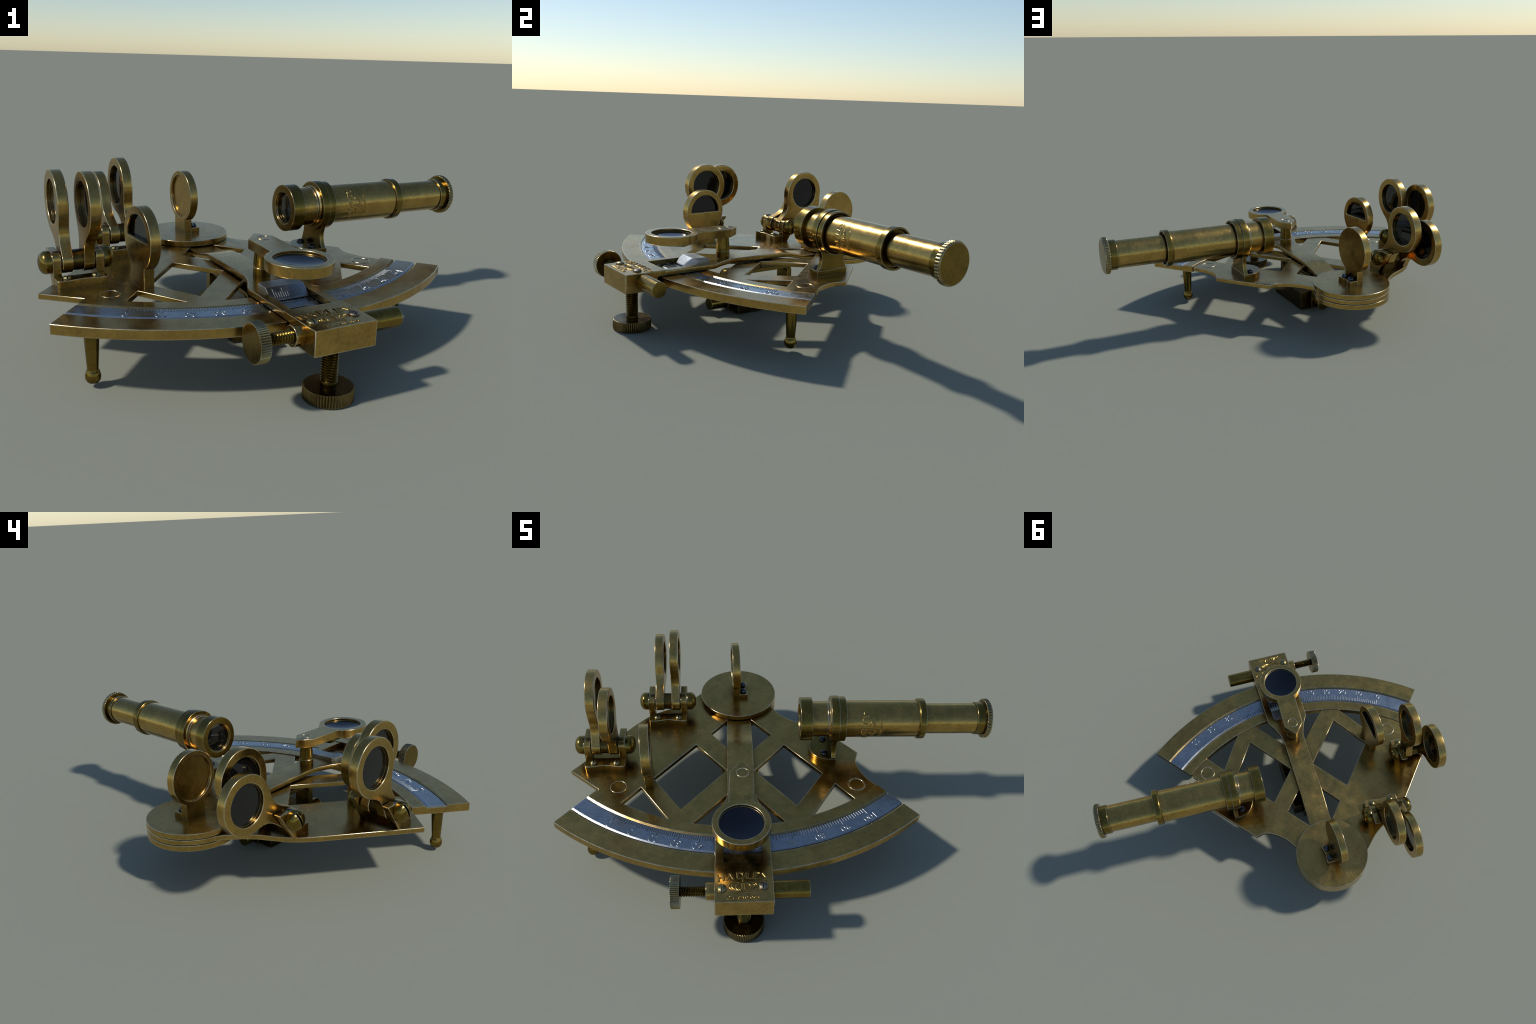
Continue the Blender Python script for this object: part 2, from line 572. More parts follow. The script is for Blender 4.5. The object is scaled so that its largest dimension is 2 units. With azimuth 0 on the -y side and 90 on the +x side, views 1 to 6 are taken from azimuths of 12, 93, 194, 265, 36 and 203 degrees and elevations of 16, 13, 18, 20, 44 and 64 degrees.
def bearing(value):
    k = min(9, int(value // 10))
    return TENS[k] + (TENS[k + 1] - TENS[k]) * (value / 10 - k)


up = Vector((0, 0, 1))
ticks, tick_shades = [], []
for v in range(0, 101):
    d = bearing(v)
    r1 = 1.3125 if v % 10 == 0 else 1.3055 if v % 5 == 0 else 1.297
    side_step = 0.14
    ticks.append([(Vector((*on_arc(d, 1.2710), silver_z + 0.0002)), up), (Vector((*on_arc(d, r1), silver_z + 0.0002)), up)])
    tick_shades.append([(Vector((*on_arc(d + side_step, 1.2725), silver_z + 0.0001)), up), (Vector((*on_arc(d + side_step, r1 - 0.001), silver_z + 0.0001)), up)])  # dark strip next to each tick, its shaded side put in as colour
make("scale_tick", wire(ticks, 0.0019, 8, 0.55), ENGRAVED, limb, kind="stuff", sharp=60, weighted=False)
make("scale_tick_shade", wire(tick_shades, 0.0022, 8, 0.32), TICK_SHADE, limb, kind="stuff", sharp=60, weighted=False)

# stroke shapes on a box 0..1 wide and high
DIGITS = {
    "0": [[(0.5 + 0.5 * cos(a * pi / 8), 0.5 + 0.5 * sin(a * pi / 8)) for a in range(17)]],
    "1": [[(0.25, 0.8), (0.5, 1.0), (0.5, 0.0)]],
    "2": [smooth_curve([(0.05, 0.75), (0.25, 0.97), (0.65, 0.97), (0.85, 0.72), (0.55, 0.38), (0.05, 0.0)], 4) + [(0.95, 0.0)]],
    "3": [smooth_curve([(0.1, 0.9), (0.45, 1.0), (0.8, 0.78), (0.4, 0.54)], 4) + smooth_curve([(0.5, 0.54), (0.9, 0.3), (0.5, 0.0), (0.05, 0.12)], 4)],
    "4": [[(0.65, 0.0), (0.65, 1.0), (0.0, 0.32), (0.95, 0.32)]],
    "5": [[(0.85, 1.0), (0.2, 1.0), (0.12, 0.55)] + smooth_curve([(0.12, 0.55), (0.6, 0.62), (0.9, 0.32), (0.5, 0.0), (0.05, 0.1)], 4)],
    "6": [smooth_curve([(0.8, 0.95), (0.35, 0.85), (0.08, 0.4), (0.4, 0.0), (0.85, 0.25), (0.55, 0.56), (0.12, 0.35)], 4)],
    "7": [[(0.05, 1.0), (0.9, 1.0), (0.35, 0.0)]],
    "8": [smooth_curve([(0.5, 0.53), (0.14, 0.76), (0.5, 1.0), (0.86, 0.76), (0.5, 0.53), (0.05, 0.25), (0.5, 0.0), (0.95, 0.25), (0.5, 0.53)], 4)],
    "9": [smooth_curve([(0.88, 0.65), (0.45, 0.44), (0.12, 0.75), (0.6, 1.0), (0.9, 0.6), (0.65, 0.15), (0.2, 0.03)], 4)],
}
numeral_h, numeral_w, pitch_w = 0.034, 0.0205, 0.028
for v in range(0, 101, 10):
    text = str(v)
    paths = []
    for i, ch in enumerate(text):
        for stroke in DIGITS[ch]:
            path = []
            for u, w in stroke:
                off = (i - (len(text) - 1) / 2) * pitch_w + (u - 0.5) * numeral_w
                r = 1.3385 + (w - 0.5) * numeral_h
                path.append((Vector((*on_arc(bearing(v) - math.degrees(off / 1.338), r), silver_z + 0.0002)), up))
            paths.append(path)
    make("scale_numeral", wire(paths, 0.0030, 8, 0.65), ENGRAVED, limb, sharp=60, weighted=False)

# ---- index arm --------------------------------------------------------------------
arm_height = smooth_curve([(-0.10, 0.2975), (-0.20, 0.2965), (-0.29, 0.2965), (-0.33, 0.300), (-0.38, 0.3105), (-0.43, 0.322), (-0.47, 0.3295), (-0.52, 0.3325), (-0.60, 0.3350), (-0.80, 0.3370), (-1.05, 0.3370)], 6)
arm_width = smooth_curve([(-0.10, 0.0735), (-0.60, 0.0740), (-0.80, 0.0735), (-0.865, 0.0740), (-0.905, 0.0800), (-0.945, 0.0945), (-0.985, 0.1120), (-1.015, 0.1290), (-1.035, 0.1370), (-1.055, 0.1393), (-1.10, 0.1395)], 6)


def interp(table, y):
    for a, b in zip(table, table[1:]):
        if b[0] <= y <= a[0]:
            return a[1] + (b[1] - a[1]) * (a[0] - y) / max(1e-9, a[0] - b[0])
    return table[-1][1] if y < table[-1][0] else table[0][1]


ARM_T, ARM_END = 0.0285, -1.347
bm = bmesh.new()
rows = []
stations = [-0.10 - 1.00 * k / 120 for k in range(121)] + [ARM_END]
for y in stations:
    w, z, b = interp(arm_width, y), interp(arm_height, y), 0.0034
    lo = z - ARM_T
    rows.append([bm.verts.new(p) for p in [(-w + b, y, lo), (-w, y, lo + b), (-w, y, z - b), (-w + b, y, z), (w - b, y, z), (w, y, z - b), (w, y, lo + b), (w - b, y, lo)]])
for a, c in zip(rows, rows[1:]):
    for k in range(8):
        bm.faces.new((a[k], a[(k + 1) % 8], c[(k + 1) % 8], c[k]))
bm.faces.new(rows[0][::-1])
bm.faces.new(rows[-1])
arm_body = boolean(bm_mesh(bm), box((-0.0975, 0.0975), (-1.400, -1.118), (0.25, 0.40), b=0))
arm = make("index_arm", arm_body, BRASS, root)

make("index_disc", lathe([(0.3015, 0), (0.3015, 0.2315), (0.332, 0.2315), (0.332, 0)], (0, 0, 0), (0, 0, 1), seg=128), BRASS, arm)

# clamp block gripping the limb
block_outline = [(-1.346, 0.3412), (-1.580, 0.3412), (-1.580, 0.2365), (-1.250, 0.2365), (-1.250, 0.2595), (-1.394, 0.2595), (-1.394, 0.3085), (-1.346, 0.3085)]
block = make("clamp_block", prism([block_outline[::-1]], -0.1408, 0.1408, to=ALONG_X, bevel=0.0036), BRASS, arm)

# vernier: silvered wedge in the window of the arm
VX = 0.0945
vernier_side = [(-1.036, 0.3355), (-1.036, 0.3545), (-1.112, 0.3545), (-1.158, 0.3185), (-1.163, 0.3120), (-1.163, 0.3080), (-1.118, 0.3080), (-1.118, 0.3355)]
v_mesh = prism([vernier_side[::-1]], -VX, VX, to=ALONG_X, bevel=0.0015)
for s in (-1, 1):
    corner = prism([[(s * (VX - 0.036), -1.02), (s * (VX + 0.02), -1.02), (s * (VX + 0.02), -1.066)][::s]], 0.33, 0.37, bevel=0.0001)
    v_mesh = boolean(v_mesh, corner)
vernier = make("vernier", v_mesh, VERNIER_SILVER, arm, sharp=20)
face_n = Vector((0, -0.036, 0.046)).normalized()
v_ticks = []
for k in range(13):
    x = -0.066 + 0.132 * k / 12
    f0 = 0.80 if k % 4 == 0 else 0.50
    for a, b in ((0.04, f0),):
        p0 = Vector((x, -1.158 + 0.046 * a, 0.3185 + 0.036 * a))
        p1 = Vector((x, -1.158 + 0.046 * b, 0.3185 + 0.036 * b))
        v_ticks.append([(p0, face_n), (p1, face_n)])
make("vernier_tick", wire(v_ticks, 0.0016, 8, 0.3), ENGRAVED, arm, kind="stuff", sharp=60, weighted=False)

# lettering: strokes in a drawing plane (u to the right, v up), metres
SERIF = 0.16
LETTERS = {
    "H": [[(0.15, 0), (0.15, 1)], [(0.85, 0), (0.85, 1)], [(0.15, 0.5), (0.85, 0.5)], [(0, 0), (0.3, 0)], [(0.7, 0), (1, 0)], [(0, 1), (0.3, 1)], [(0.7, 1), (1, 1)]],
    "A": [[(0.1, 0), (0.5, 1), (0.9, 0)], [(0.28, 0.38), (0.72, 0.38)], [(-0.05, 0), (0.25, 0)], [(0.72, 0), (1.05, 0)]],
    "D": [[(0.18, 0), (0.18, 1)], [(0, 0), (0.5, 0)] + smooth_curve([(0.5, 0), (0.85, 0.2), (0.95, 0.5), (0.85, 0.8), (0.5, 1)], 4) + [(0, 1)]],
    "L": [[(0.25, 0), (0.25, 1)], [(0.05, 1), (0.45, 1)], [(0.05, 0), (0.9, 0), (0.95, 0.25)]],
    "E": [[(0.18, 0), (0.18, 1)], [(0, 1), (0.85, 1), (0.88, 0.8)], [(0.18, 0.52), (0.62, 0.52)], [(0, 0), (0.85, 0), (0.92, 0.22)]],
    "Y": [[(0.05, 1), (0.5, 0.48), (0.95, 1)], [(0.5, 0.48), (0.5, 0)], [(0.32, 0), (0.68, 0)], [(-0.08, 1), (0.2, 1)], [(0.8, 1), (1.08, 1)]],
}


# strokes of each letter that are cut thick
THICK = {"H": (0, 1), "A": (3,), "D": (0, 2), "L": (0,), "E": (0,), "Y": (4,)}
LETTERS["A"] = [[(0.1, 0), (0.5, 1)], [(0.28, 0.38), (0.72, 0.38)], [(-0.05, 0), (0.25, 0)], [(0.5, 1), (0.9, 0)], [(0.72, 0), (1.05, 0)]]
LETTERS["D"] = [[(0.2, 0), (0.2, 1)], [(0, 0), (0.5, 0)], smooth_curve([(0.5, 0), (0.85, 0.2), (0.95, 0.5), (0.85, 0.8), (0.5, 1)], 4), [(0.5, 1), (0, 1)]]
LETTERS["Y"] = [[(0.95, 1), (0.5, 0.48)], [(0.5, 0.48), (0.5, 0)], [(0.32, 0), (0.68, 0)], [(-0.08, 1), (0.2, 1)], [(0.05, 1), (0.5, 0.48)], [(0.8, 1), (1.08, 1)]]


def name_strokes(thick):
    out = []
    for ch, x in zip("HADLEY", (-0.108, -0.063, -0.017, 0.024, 0.060, 0.103)):
        w, h = 0.036, 0.036
        for i, s in enumerate(LETTERS[ch]):
            if (i in THICK[ch]) != thick:
                continue
            line = []
            for u, v in s:
                px, py = x + (u - 0.5) * w, v * h
                a = px / 0.56
                line.append(((0.56 + py) * sin(a), (0.56 + py) * cos(a) - 0.56 - 1.446))
            out.append(line)
    return out


def crown_strokes():
    c, t = -0.004, []
    t.append([(c, -1.470), (c, -1.450)])
    t.append([(c - 0.008, -1.458), (c + 0.008, -1.458)])
    for s in (-1, 1):
        t.append(smooth_curve([(c + s * 0.030, -1.519), (c + s * 0.052, -1.508), (c + s * 0.067, -1.492), (c + s * 0.058, -1.474), (c + s * 0.032, -1.468), (c, -1.472)], 4))
        t.append(smooth_curve([(c + s * 0.020, -1.517), (c + s * 0.034, -1.502), (c + s * 0.034, -1.486), (c + s * 0.018, -1.474), (c, -1.474)], 4))
        t.append(smooth_curve([(c + s * 0.030, -1.515), (c + s * 0.047, -1.502), (c + s * 0.056, -1.490), (c + s * 0.048, -1.479), (c + s * 0.028, -1.478)], 4))
        t.append([(c + s * 0.022, -1.505), (c + s * 0.012, -1.513)])
    t.append([(c - 0.005, -1.476), (c - 0.005, -1.512)])
    t.append([(c + 0.005, -1.476), (c + 0.005, -1.512)])
    t.append(smooth_curve([(c - 0.033, -1.520), (c - 0.015, -1.5165), (c + 0.015, -1.5165), (c + 0.033, -1.520)], 4))
    t.append(smooth_curve([(c - 0.033, -1.529), (c - 0.015, -1.5265), (c + 0.015, -1.5265), (c + 0.033, -1.529)], 4))
    for k in range(-2, 3):
        t.append([(c + k * 0.013 - 0.003, -1.5215), (c + k * 0.013 + 0.003, -1.5225)])
    return t


def place_strokes():
    b, t = -1.5575, []
    t.append(smooth_curve([(-0.084, b + 0.010), (-0.074, b + 0.013), (-0.066, b + 0.006), (-0.078, b - 0.003), (-0.058, b), (-0.046, b + 0.013), (-0.036, b + 0.022), (-0.040, b + 0.010), (-0.052, b - 0.002), (-0.038, b - 0.003), (-0.030, b + 0.002)], 4))
    for x in (-0.024, 0.050):
        t.append([(x + 0.0055 * cos(a * pi / 6), b + 0.004 + 0.0055 * sin(a * pi / 6)) for a in range(13)])
    for x in (-0.012, 0.060):
        t.append(smooth_curve([(x, b - 0.001), (x + 0.001, b + 0.009), (x + 0.006, b + 0.009), (x + 0.008, b + 0.001), (x + 0.012, b)], 3))
    t.append([(0.010 + 0.0055 * cos(a * pi / 6), b + 0.004 + 0.0055 * sin(a * pi / 6)) for a in range(13)])
    t.append([(0.016, b - 0.001), (0.022, b + 0.019), (0.028, b + 0.021)])
    t.append([(0.034 + 0.0055 * cos(a * pi / 6), b + 0.004 + 0.0055 * sin(a * pi / 6)) for a in range(13)])
    t.append(smooth_curve([(-0.078, b - 0.007), (-0.04, b - 0.0065), (0.0, b - 0.0055), (0.04, b - 0.005)], 4))
    return t


def dense(line, step=0.006):
    out = [line[0]]
    for a, b in zip(line, line[1:]):
        n = max(1, int(hypot(b[0] - a[0], b[1] - a[1]) / step))
        out += [(a[0] + (b[0] - a[0]) * k / n, a[1] + (b[1] - a[1]) * k / n) for k in range(1, n + 1)]
    return out


def on_block(line):
    return [(Vector((u, v, 0.3412)), up) for u, v in line]


make("name_lettering", join(wire([on_block(s) for s in name_strokes(True)], 0.0068, 8, 0.5), wire([on_block(s) for s in name_strokes(False)], 0.0040, 8, 0.8)), LETTER_BRASS, block, sharp=60, weighted=False)
make("crown_emblem", wire([on_block(s) for s in crown_strokes()], 0.0037, 8, 0.85), LETTER_BRASS, block, sharp=60, weighted=False)
make("place_lettering", wire([on_block(s) for s in place_strokes()], 0.0031, 8, 0.85), LETTER_BRASS, block, sharp=60, weighted=False)

sc = make("slotted_screw", screw_head(0.0228, 0.0125, 0.0062, 0.010, (-0.1045, -1.500, 0.3412), radians(84)), SCREW_BRASS, block, sharp=35)
again(sc, (0.1955, 0.009, 0), rot=(0, 0, radians(2)), material=STEEL)

# clamp screw below the block
make("clamp_screw_shank", join(threaded_rod(0.0350, 0.0062, 0.0110, 0.170, (0.0, -1.481, 0.070), (0, 0, 1)),
                               lathe([(0.050, 0), (0.050, 0.0325), (0.075, 0.0325), (0.075, 0)], (0, -1.481, 0), (0, 0, 1), seg=40)), THREAD, block, sharp=35, weighted=False)
knob = fluted_wheel(0.104, 0.0042, 54, 0.0, 0.0555, (0, -1.481, 0), (0, 0, 1))
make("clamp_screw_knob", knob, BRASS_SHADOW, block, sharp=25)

# tangent screw at the side of the block
TS_Y, TS_Z = -1.478, 0.2915
make("tangent_screw_collar", lathe([(0.12, 0.0), (0.12, 0.0430), (0.1825, 0.0430), (0.1825, 0.030), (0.176, 0.027), (0.176, 0)], (0, TS_Y, TS_Z), (-1, 0, 0), seg=48), BRASS, block)
make("tangent_screw_shank", threaded_rod(0.0262, 0.0052, 0.0115, 0.150, (-0.160, TS_Y, TS_Z), (-1, 0, 0)), THREAD, block, sharp=35, weighted=False)
wheel = fluted_wheel(0.0800, 0.0036, 50, 0.3045, 0.3485, (0, TS_Y, TS_Z), (-1, 0, 0))
make("tangent_screw_knob", wheel, BRASS_DARK, block, sharp=25)
make("guide_stud", lathe([(0.12, 0), (0.12, 0.0438), (0.3165, 0.0438), (0.3165, 0)], (0, TS_Y, TS_Z), (1, 0, 0), seg=48, b=0.004), BRASS_DARK, block)

# ---- magnifier over the vernier --------------------------------------------------
MC = (-0.006, -1.234)
ring_r = 0.1447
side = []
a_join = math.asin(0.063 / ring_r)
ring_pts = [(MC[0] + ring_r * sin(a), MC[1] + ring_r * cos(a)) for a in [a_join + (2 * pi - 2 * a_join) * k / 90 for k in range(91)]]
mag_outline = ring_pts + [(-0.062, -0.886), (0.006, -0.807), (0.066, -0.884)]
mag = make("magnifier_arm", prism([mag_outline, circle(MC[0], MC[1], 0.1115, 96)], 0.4620, 0.5112, bevel=0.0034), BRASS, root)
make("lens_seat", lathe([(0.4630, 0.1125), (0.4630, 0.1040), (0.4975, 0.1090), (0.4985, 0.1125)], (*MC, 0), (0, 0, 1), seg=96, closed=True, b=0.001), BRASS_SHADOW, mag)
lens_prof = [(0.4650, 0.0), (0.4650, 0.09), (0.4690, 0.1065), (0.4965, 0.1080)] + [(0.4845 + 0.012 * (1 - k / 12) ** 2, 0.1075 * (1 - k / 12)) for k in range(13)]
make("lens", lathe(lens_prof, (*MC, 0), (0, 0, 1), seg=96, b=0), GLASS_BLUE, mag, sharp=60)
make("ring_mark", ring_mark((0.006, -0.898), 0.0320, 0.5112, 0.0034), BRASS, mag)
make("magnifier_pillar", lathe([(0.33, 0), (0.33, 0.0405), (0.3755, 0.0405), (0.377, 0.0385), (0.379, 0.0400), (0.400, 0.0395), (0.464, 0.0345), (0.464, 0)], (0.004, -0.899, 0), (0, 0, 1), seg=48, b=0.0012), BRASS_DARK, mag)

# ---- index mirror on the disc ----------------------------------------------------
def mirror_outline(cy, cz, r, half, foot_mid, z0):
    """Round head standing on a straight stem, in (y, z)."""
    out = []
    dz = math.sqrt(max(0, r * r - half * half))
    a0 = atan2(-dz, foot_mid + half - cy)
    a1 = atan2(-dz, foot_mid - half - cy) + 2 * pi
    out += [(cy + r * cos(a0 + (a1 - a0) * k / 90), cz + r * sin(a0 + (a1 - a0) * k / 90)) for k in range(91)]
    out += [(foot_mid - half, z0), (foot_mid + half, z0)]
    return out


IM_TURN = turn_about(0, 0, 3)
IM = (-0.002, 0.536)
im_mesh = prism([mirror_outline(*IM, 0.1395, 0.0630, 0.003, 0.331)], -0.0375, 0.0065, to=ALONG_X, bevel=0.0025)
im_cut = lathe([(-0.06, 0), (-0.06, 0.1190), (-0.0365, 0.1190), (-0.0335, 0.1160), (-0.0255, 0.1160), (-0.0255, 0)], (0, *IM), (1, 0, 0), seg=96, b=0)
mirror = make("index_mirror", boolean(im_mesh, im_cut), BRASS, root, twist=IM_TURN)
shoe = [(0.004, -0.060), (0.0545, -0.060)] + smooth_curve([(0.0545, -0.060), (0.0555, -0.045), (0.0515, -0.020), (0.0470, 0.003), (0.0515, 0.026), (0.0555, 0.051), (0.0545, 0.066)], 5) + [(0.004, 0.066)]
make("mirror_foot", prism([shoe], 0.331, 0.3615, bevel=0.0022), BRASS, mirror, twist=IM_TURN)
ms = make("slotted_screw", screw_head(0.0195, 0.0215, 0.0055, 0.010, (0.0295, -0.030, 0.3615), radians(60)), BLUED, mirror, sharp=35, twist=IM_TURN)
again(ms, (-0.0033, 0.063, 0), rot=(0, 0, 0.7))

# ---- horizon mirror -----------------------------------------------------------------
HM_TURN = turn_about(-0.503, -0.727, 5)
HC = (-0.730, 0.519)
hole_r, chord_z = 0.1095, 0.516
a0 = math.asin((chord_z - HC[1]) / hole_r)
half_moon = [(HC[0] + hole_r * cos(a0 + (pi - 2 * a0) * k / 50), HC[1] + hole_r * sin(a0 + (pi - 2 * a0) * k / 50)) for k in range(51)]
hm = make("horizon_mirror", prism([mirror_outline(*HC, 0.1430, 0.0745, -0.722, 0.2990), half_moon], -0.5275, -0.4785, to=ALONG_X, bevel=0.0025), BRASS, root, twist=HM_TURN)
pane = [(HC[0] + (hole_r + 0.004) * cos(a0 + (pi - 2 * a0) * k / 50), HC[1] + (hole_r + 0.004) * sin(a0 + (pi - 2 * a0) * k / 50)) for k in range(51)]
inner_moon = [(HC[0] + (hole_r - 0.003) * cos(a0 + (pi - 2 * a0) * k / 50), max(chord_z + 0.003, HC[1] + (hole_r - 0.003) * sin(a0 + (pi - 2 * a0) * k / 50))) for k in range(51)]
outer_moon = [(HC[0] + (hole_r + 0.002) * cos(a0 + (pi - 2 * a0) * k / 50), HC[1] - 0.002 + (hole_r + 0.004) * sin(a0 + (pi - 2 * a0) * k / 50)) for k in range(51)]
make("added_dark_lining", prism([outer_moon, inner_moon], -0.5225, -0.4835, to=ALONG_X, bevel=0.0005), BRASS_SHADOW, hm, twist=HM_TURN)  # added lining, only there to darken the inner wall of the opening
make("mirror_glass", prism([pane], -0.5085, -0.4985, to=ALONG_X, bevel=0.0005), GLASS, hm, twist=HM_TURN)

# ---- shade glasses ---------------------------------------------------------------------
NECK = smooth_curve([(-0.01, 0.0545), (0.02, 0.0510), (0.05, 0.0475), (0.08, 0.0475), (0.108, 0.0540), (0.136, 0.0690), (0.156, 0.0860), (0.178, 0.1050), (0.205, 0.1235)], 6)


def shade_outline(pin, centre, r_head=0.1435, r_knuckle=0.0545):
    """Spoon outline from the hinge knuckle to the round frame, in (y, z)."""
    d = Vector((centre[0] - pin[0], centre[1] - pin[1]))
    length = d.length
    d.normalize()
    n = Vector((-d.y, d.x))
    shift = length - 0.279
    ts, ws = [], []
    for k in range(161):
        f = 0.5 - 0.5 * cos(pi * k / 160)
        t = -r_knuckle + f * (length + r_head + r_knuckle)
        if t < 0:
            w = math.sqrt(max(0, r_knuckle ** 2 - t * t))
        else:
            w = math.sqrt(max(0, r_head ** 2 - (t - length) ** 2))
            if t < 0.205 + shift:
                q = t - shift * min(1, t / 0.08)
                w = max(w, next((a[1] + (b[1] - a[1]) * (q - a[0]) / (b[0] - a[0]) for a, b in zip(NECK, NECK[1:]) if a[0] <= q <= b[0]), 0))
        ts.append(t)
        ws.append(w)
    left = [(pin[0] + d.x * t + n.x * w, pin[1] + d.y * t + n.y * w) for t, w in zip(ts, ws)]
    right = [(pin[0] + d.x * t - n.x * w, pin[1] + d.y * t - n.y * w) for t, w in zip(ts, ws)]
    return right[:-1] + left[::-1][:-1]


def shade(parent, pin, centre, x0):
    hole = 0.1010
    frame = make("shade", prism([shade_outline(pin, centre), circle(*centre, hole, 72)], x0, x0 + 0.0485, to=ALONG_X, bevel=0.0038), BRASS, parent)
    mid = x0 + 0.024
    seat = lathe([(-0.0085, hole + 0.001), (-0.0085, hole - 0.003), (0.0085, hole - 0.003), (0.0085, hole + 0.001)], (mid, *centre), (1, 0, 0), seg=72, b=0.001, closed=True)
    glass_p = [(-0.006, 0), (-0.006, 0.06), (-0.005, 0.098), (0.005, 0.098), (0.006, 0.06), (0.006, 0)]
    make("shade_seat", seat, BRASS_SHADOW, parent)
    make("shade_glass", lathe(glass_p, (mid, *centre), (1, 0, 0), seg=72, b=0), GLASS, parent, sharp=60)


def hinge_head(x, pin, direction):
    """Slotted domed end of the hinge pin."""
    r, h = 0.0520, 0.052
    prof = [(0, 0), (0, r * 0.97), (0.004, r), (h * 0.38, r)] + [(h * 0.38 + h * 0.62 * sin(k / 10 * pi / 2), r * (cos(k / 10 * pi / 2) ** 0.85) if k < 10 else 0.0) for k in range(1, 11)]
    me = lathe(prof, (x, *pin), (direction, 0, 0), seg=48, b=0)
    cut = box((-0.012, 0.02), (-0.07, 0.07), (-0.0055, 0.0055), b=0)
    cut.transform(Matrix.Translation((x + direction * h, *pin)) @ Matrix.Rotation(radians(68), 4, "X"))
    return boolean(me, cut)


def shade_bracket(cx, pin, heads):
    py, pz = pin
    # foot strip with a wavy front
    front = smooth_curve([(-0.111, -0.110), (-0.104, -0.1185), (-0.090, -0.1205), (-0.060, -0.118), (0.0, -0.108), (0.060, -0.118), (0.090, -0.1205), (0.104, -0.1185), (0.111, -0.110)], 5)
    strip = [(cx + x, py + y) for x, y in front] + [(cx + 0.1115, py - 0.047), (cx - 0.1115, py - 0.047)]
    bracket = make("shade_bracket", prism([strip], 0.2985, 0.3445, bevel=0.0025), BRASS, root)
    lug_side = [(-0.050, -0.1025), (-0.050, 0.012)] + smooth_curve([(-0.050, 0.012), (-0.046, 0.030), (-0.034, 0.041), (-0.014, 0.0445)], 4)
    lug_side += [(0.030, 0.045)] + smooth_curve([(0.080, 0.0455), (0.0885, 0.0435), (0.086, 0.036), (0.064, 0.008), (0.040, -0.030), (0.014, -0.070), (-0.006, -0.1025)], 4)
    lug_side = [(py + y, pz + z) for y, z in lug_side]
    lug = make("hinge_lug", prism([lug_side[::-1]], cx - 0.1135, cx - 0.0765, to=ALONG_X, bevel=0.0025), BRASS, bracket)
    again(lug, (0.190, 0, 0))
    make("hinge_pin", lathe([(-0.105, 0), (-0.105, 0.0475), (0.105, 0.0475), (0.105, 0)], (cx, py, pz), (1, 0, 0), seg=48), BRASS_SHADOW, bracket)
    make("hinge_pin_head", hinge_head(cx - 0.1145, pin, -1), BRASS_DARK, bracket, sharp=35)
    make("hinge_pin_head", hinge_head(cx + 0.1145, pin, 1), BRASS_DARK, bracket, sharp=35)
    s = make("slotted_screw", screw_head(0.0195, 0.0135, 0.0065, 0.010, (cx - 0.063, py - 0.087, 0.3445), radians(82)), SCREW_BRASS, bracket, sharp=35)
    again(s, (0.126, -0.003, 0), rot=(0, 0, radians(-3)))
    shade(bracket, pin, heads[0], cx - 0.0715)
    shade(bracket, pin, heads[1], cx + 0.0230)
    return bracket


shade_bracket(-0.750, (-0.548, 0.4005), [(-0.416, 0.643), (-0.598, 0.659)])
shade_bracket(-0.4235, (-0.163, 0.4005), [(0.083, 0.541), (0.002, 0.620)])

# ---- telescope and its holder -----------------------------------------------------------
E0, K0 = Vector((0.331, -0.512, 0.5425)), Vector((1.387, -0.531, 0.5490))
TEL = (K0 - E0).normalized()


def turned(profile, **kw):
    return lathe(profile, E0, TEL, seg=96, **kw)


tube = make("main_tube", turned([(0.20, 0.0), (0.20, 0.1022), (0.665, 0.1022), (0.665, 0.0)]), BRASS, root)
tube.name = "telescope"
make("objective_bell", turned([(0.0, 0.0835), (0.0, 0.1205), (0.0675, 0.1205), (0.0675, 0.095), (0.020, 0.095), (0.020, 0.0835)], closed=True), BRASS_DARK, tube)
make("objective_seat", turned([(0.006, 0.084), (0.006, 0.0805), (0.014, 0.0770), (0.022, 0.0770), (0.022, 0.084)], closed=True, b=0.001), BRASS_DARK, tube)
obj_lens = [(0.0125 + 0.010 * (k / 10) ** 2, 0.0795 * k / 10) for k in range(11)] + [(0.03, 0.0795), (0.03, 0)]
make("objective_lens", turned(obj_lens, b=0), GLASS, tube, sharp=60)
make("front_tube", turned([(0.040, 0.0), (0.040, 0.0988), (0.1490, 0.0988), (0.1500, 0.0960), (0.1510, 0.0995), (0.175, 0.0995), (0.175, 0.0)], b=0.0008), BRASS, tube)
make("tube_step", turned([(0.152, 0.097), (0.152, 0.1008), (0.163, 0.1012), (0.166, 0.1050), (0.170, 0.1080), (0.172, 0.1080), (0.172, 0.097)], closed=True, b=0.0008), BRASS, tube)
make("tube_flange", turned([(0.2125, 0.098), (0.2125, 0.1245), (0.2515, 0.1245), (0.2515, 0.1125), (0.240, 0.107), (0.240, 0.098)], closed=True), BRASS_DARK, tube)
make("tube_collar", turned([(0.652, 0.080), (0.652, 0.1075), (0.659, 0.1125), (0.692, 0.1125), (0.692, 0.1005), (0.676, 0.098), (0.676, 0.080)], closed=True), BRASS_DARK, tube)
make("draw_tube", turned([(0.660, 0.0), (0.660, 0.0843), (1.000, 0.0843), (1.000, 0.0)]), BRASS, tube)
make("eyepiece_ring", turned([(0.980, 0.080), (0.980, 0.0910), (1.0280, 0.0910), (1.0280, 0.080)], closed=True), BRASS_DARK, tube)
cap = fluted_wheel(0.1095, 0.0045, 40, 1.0270, 1.0520, E0, TEL, per=8, power=0.8, b=0.0022)
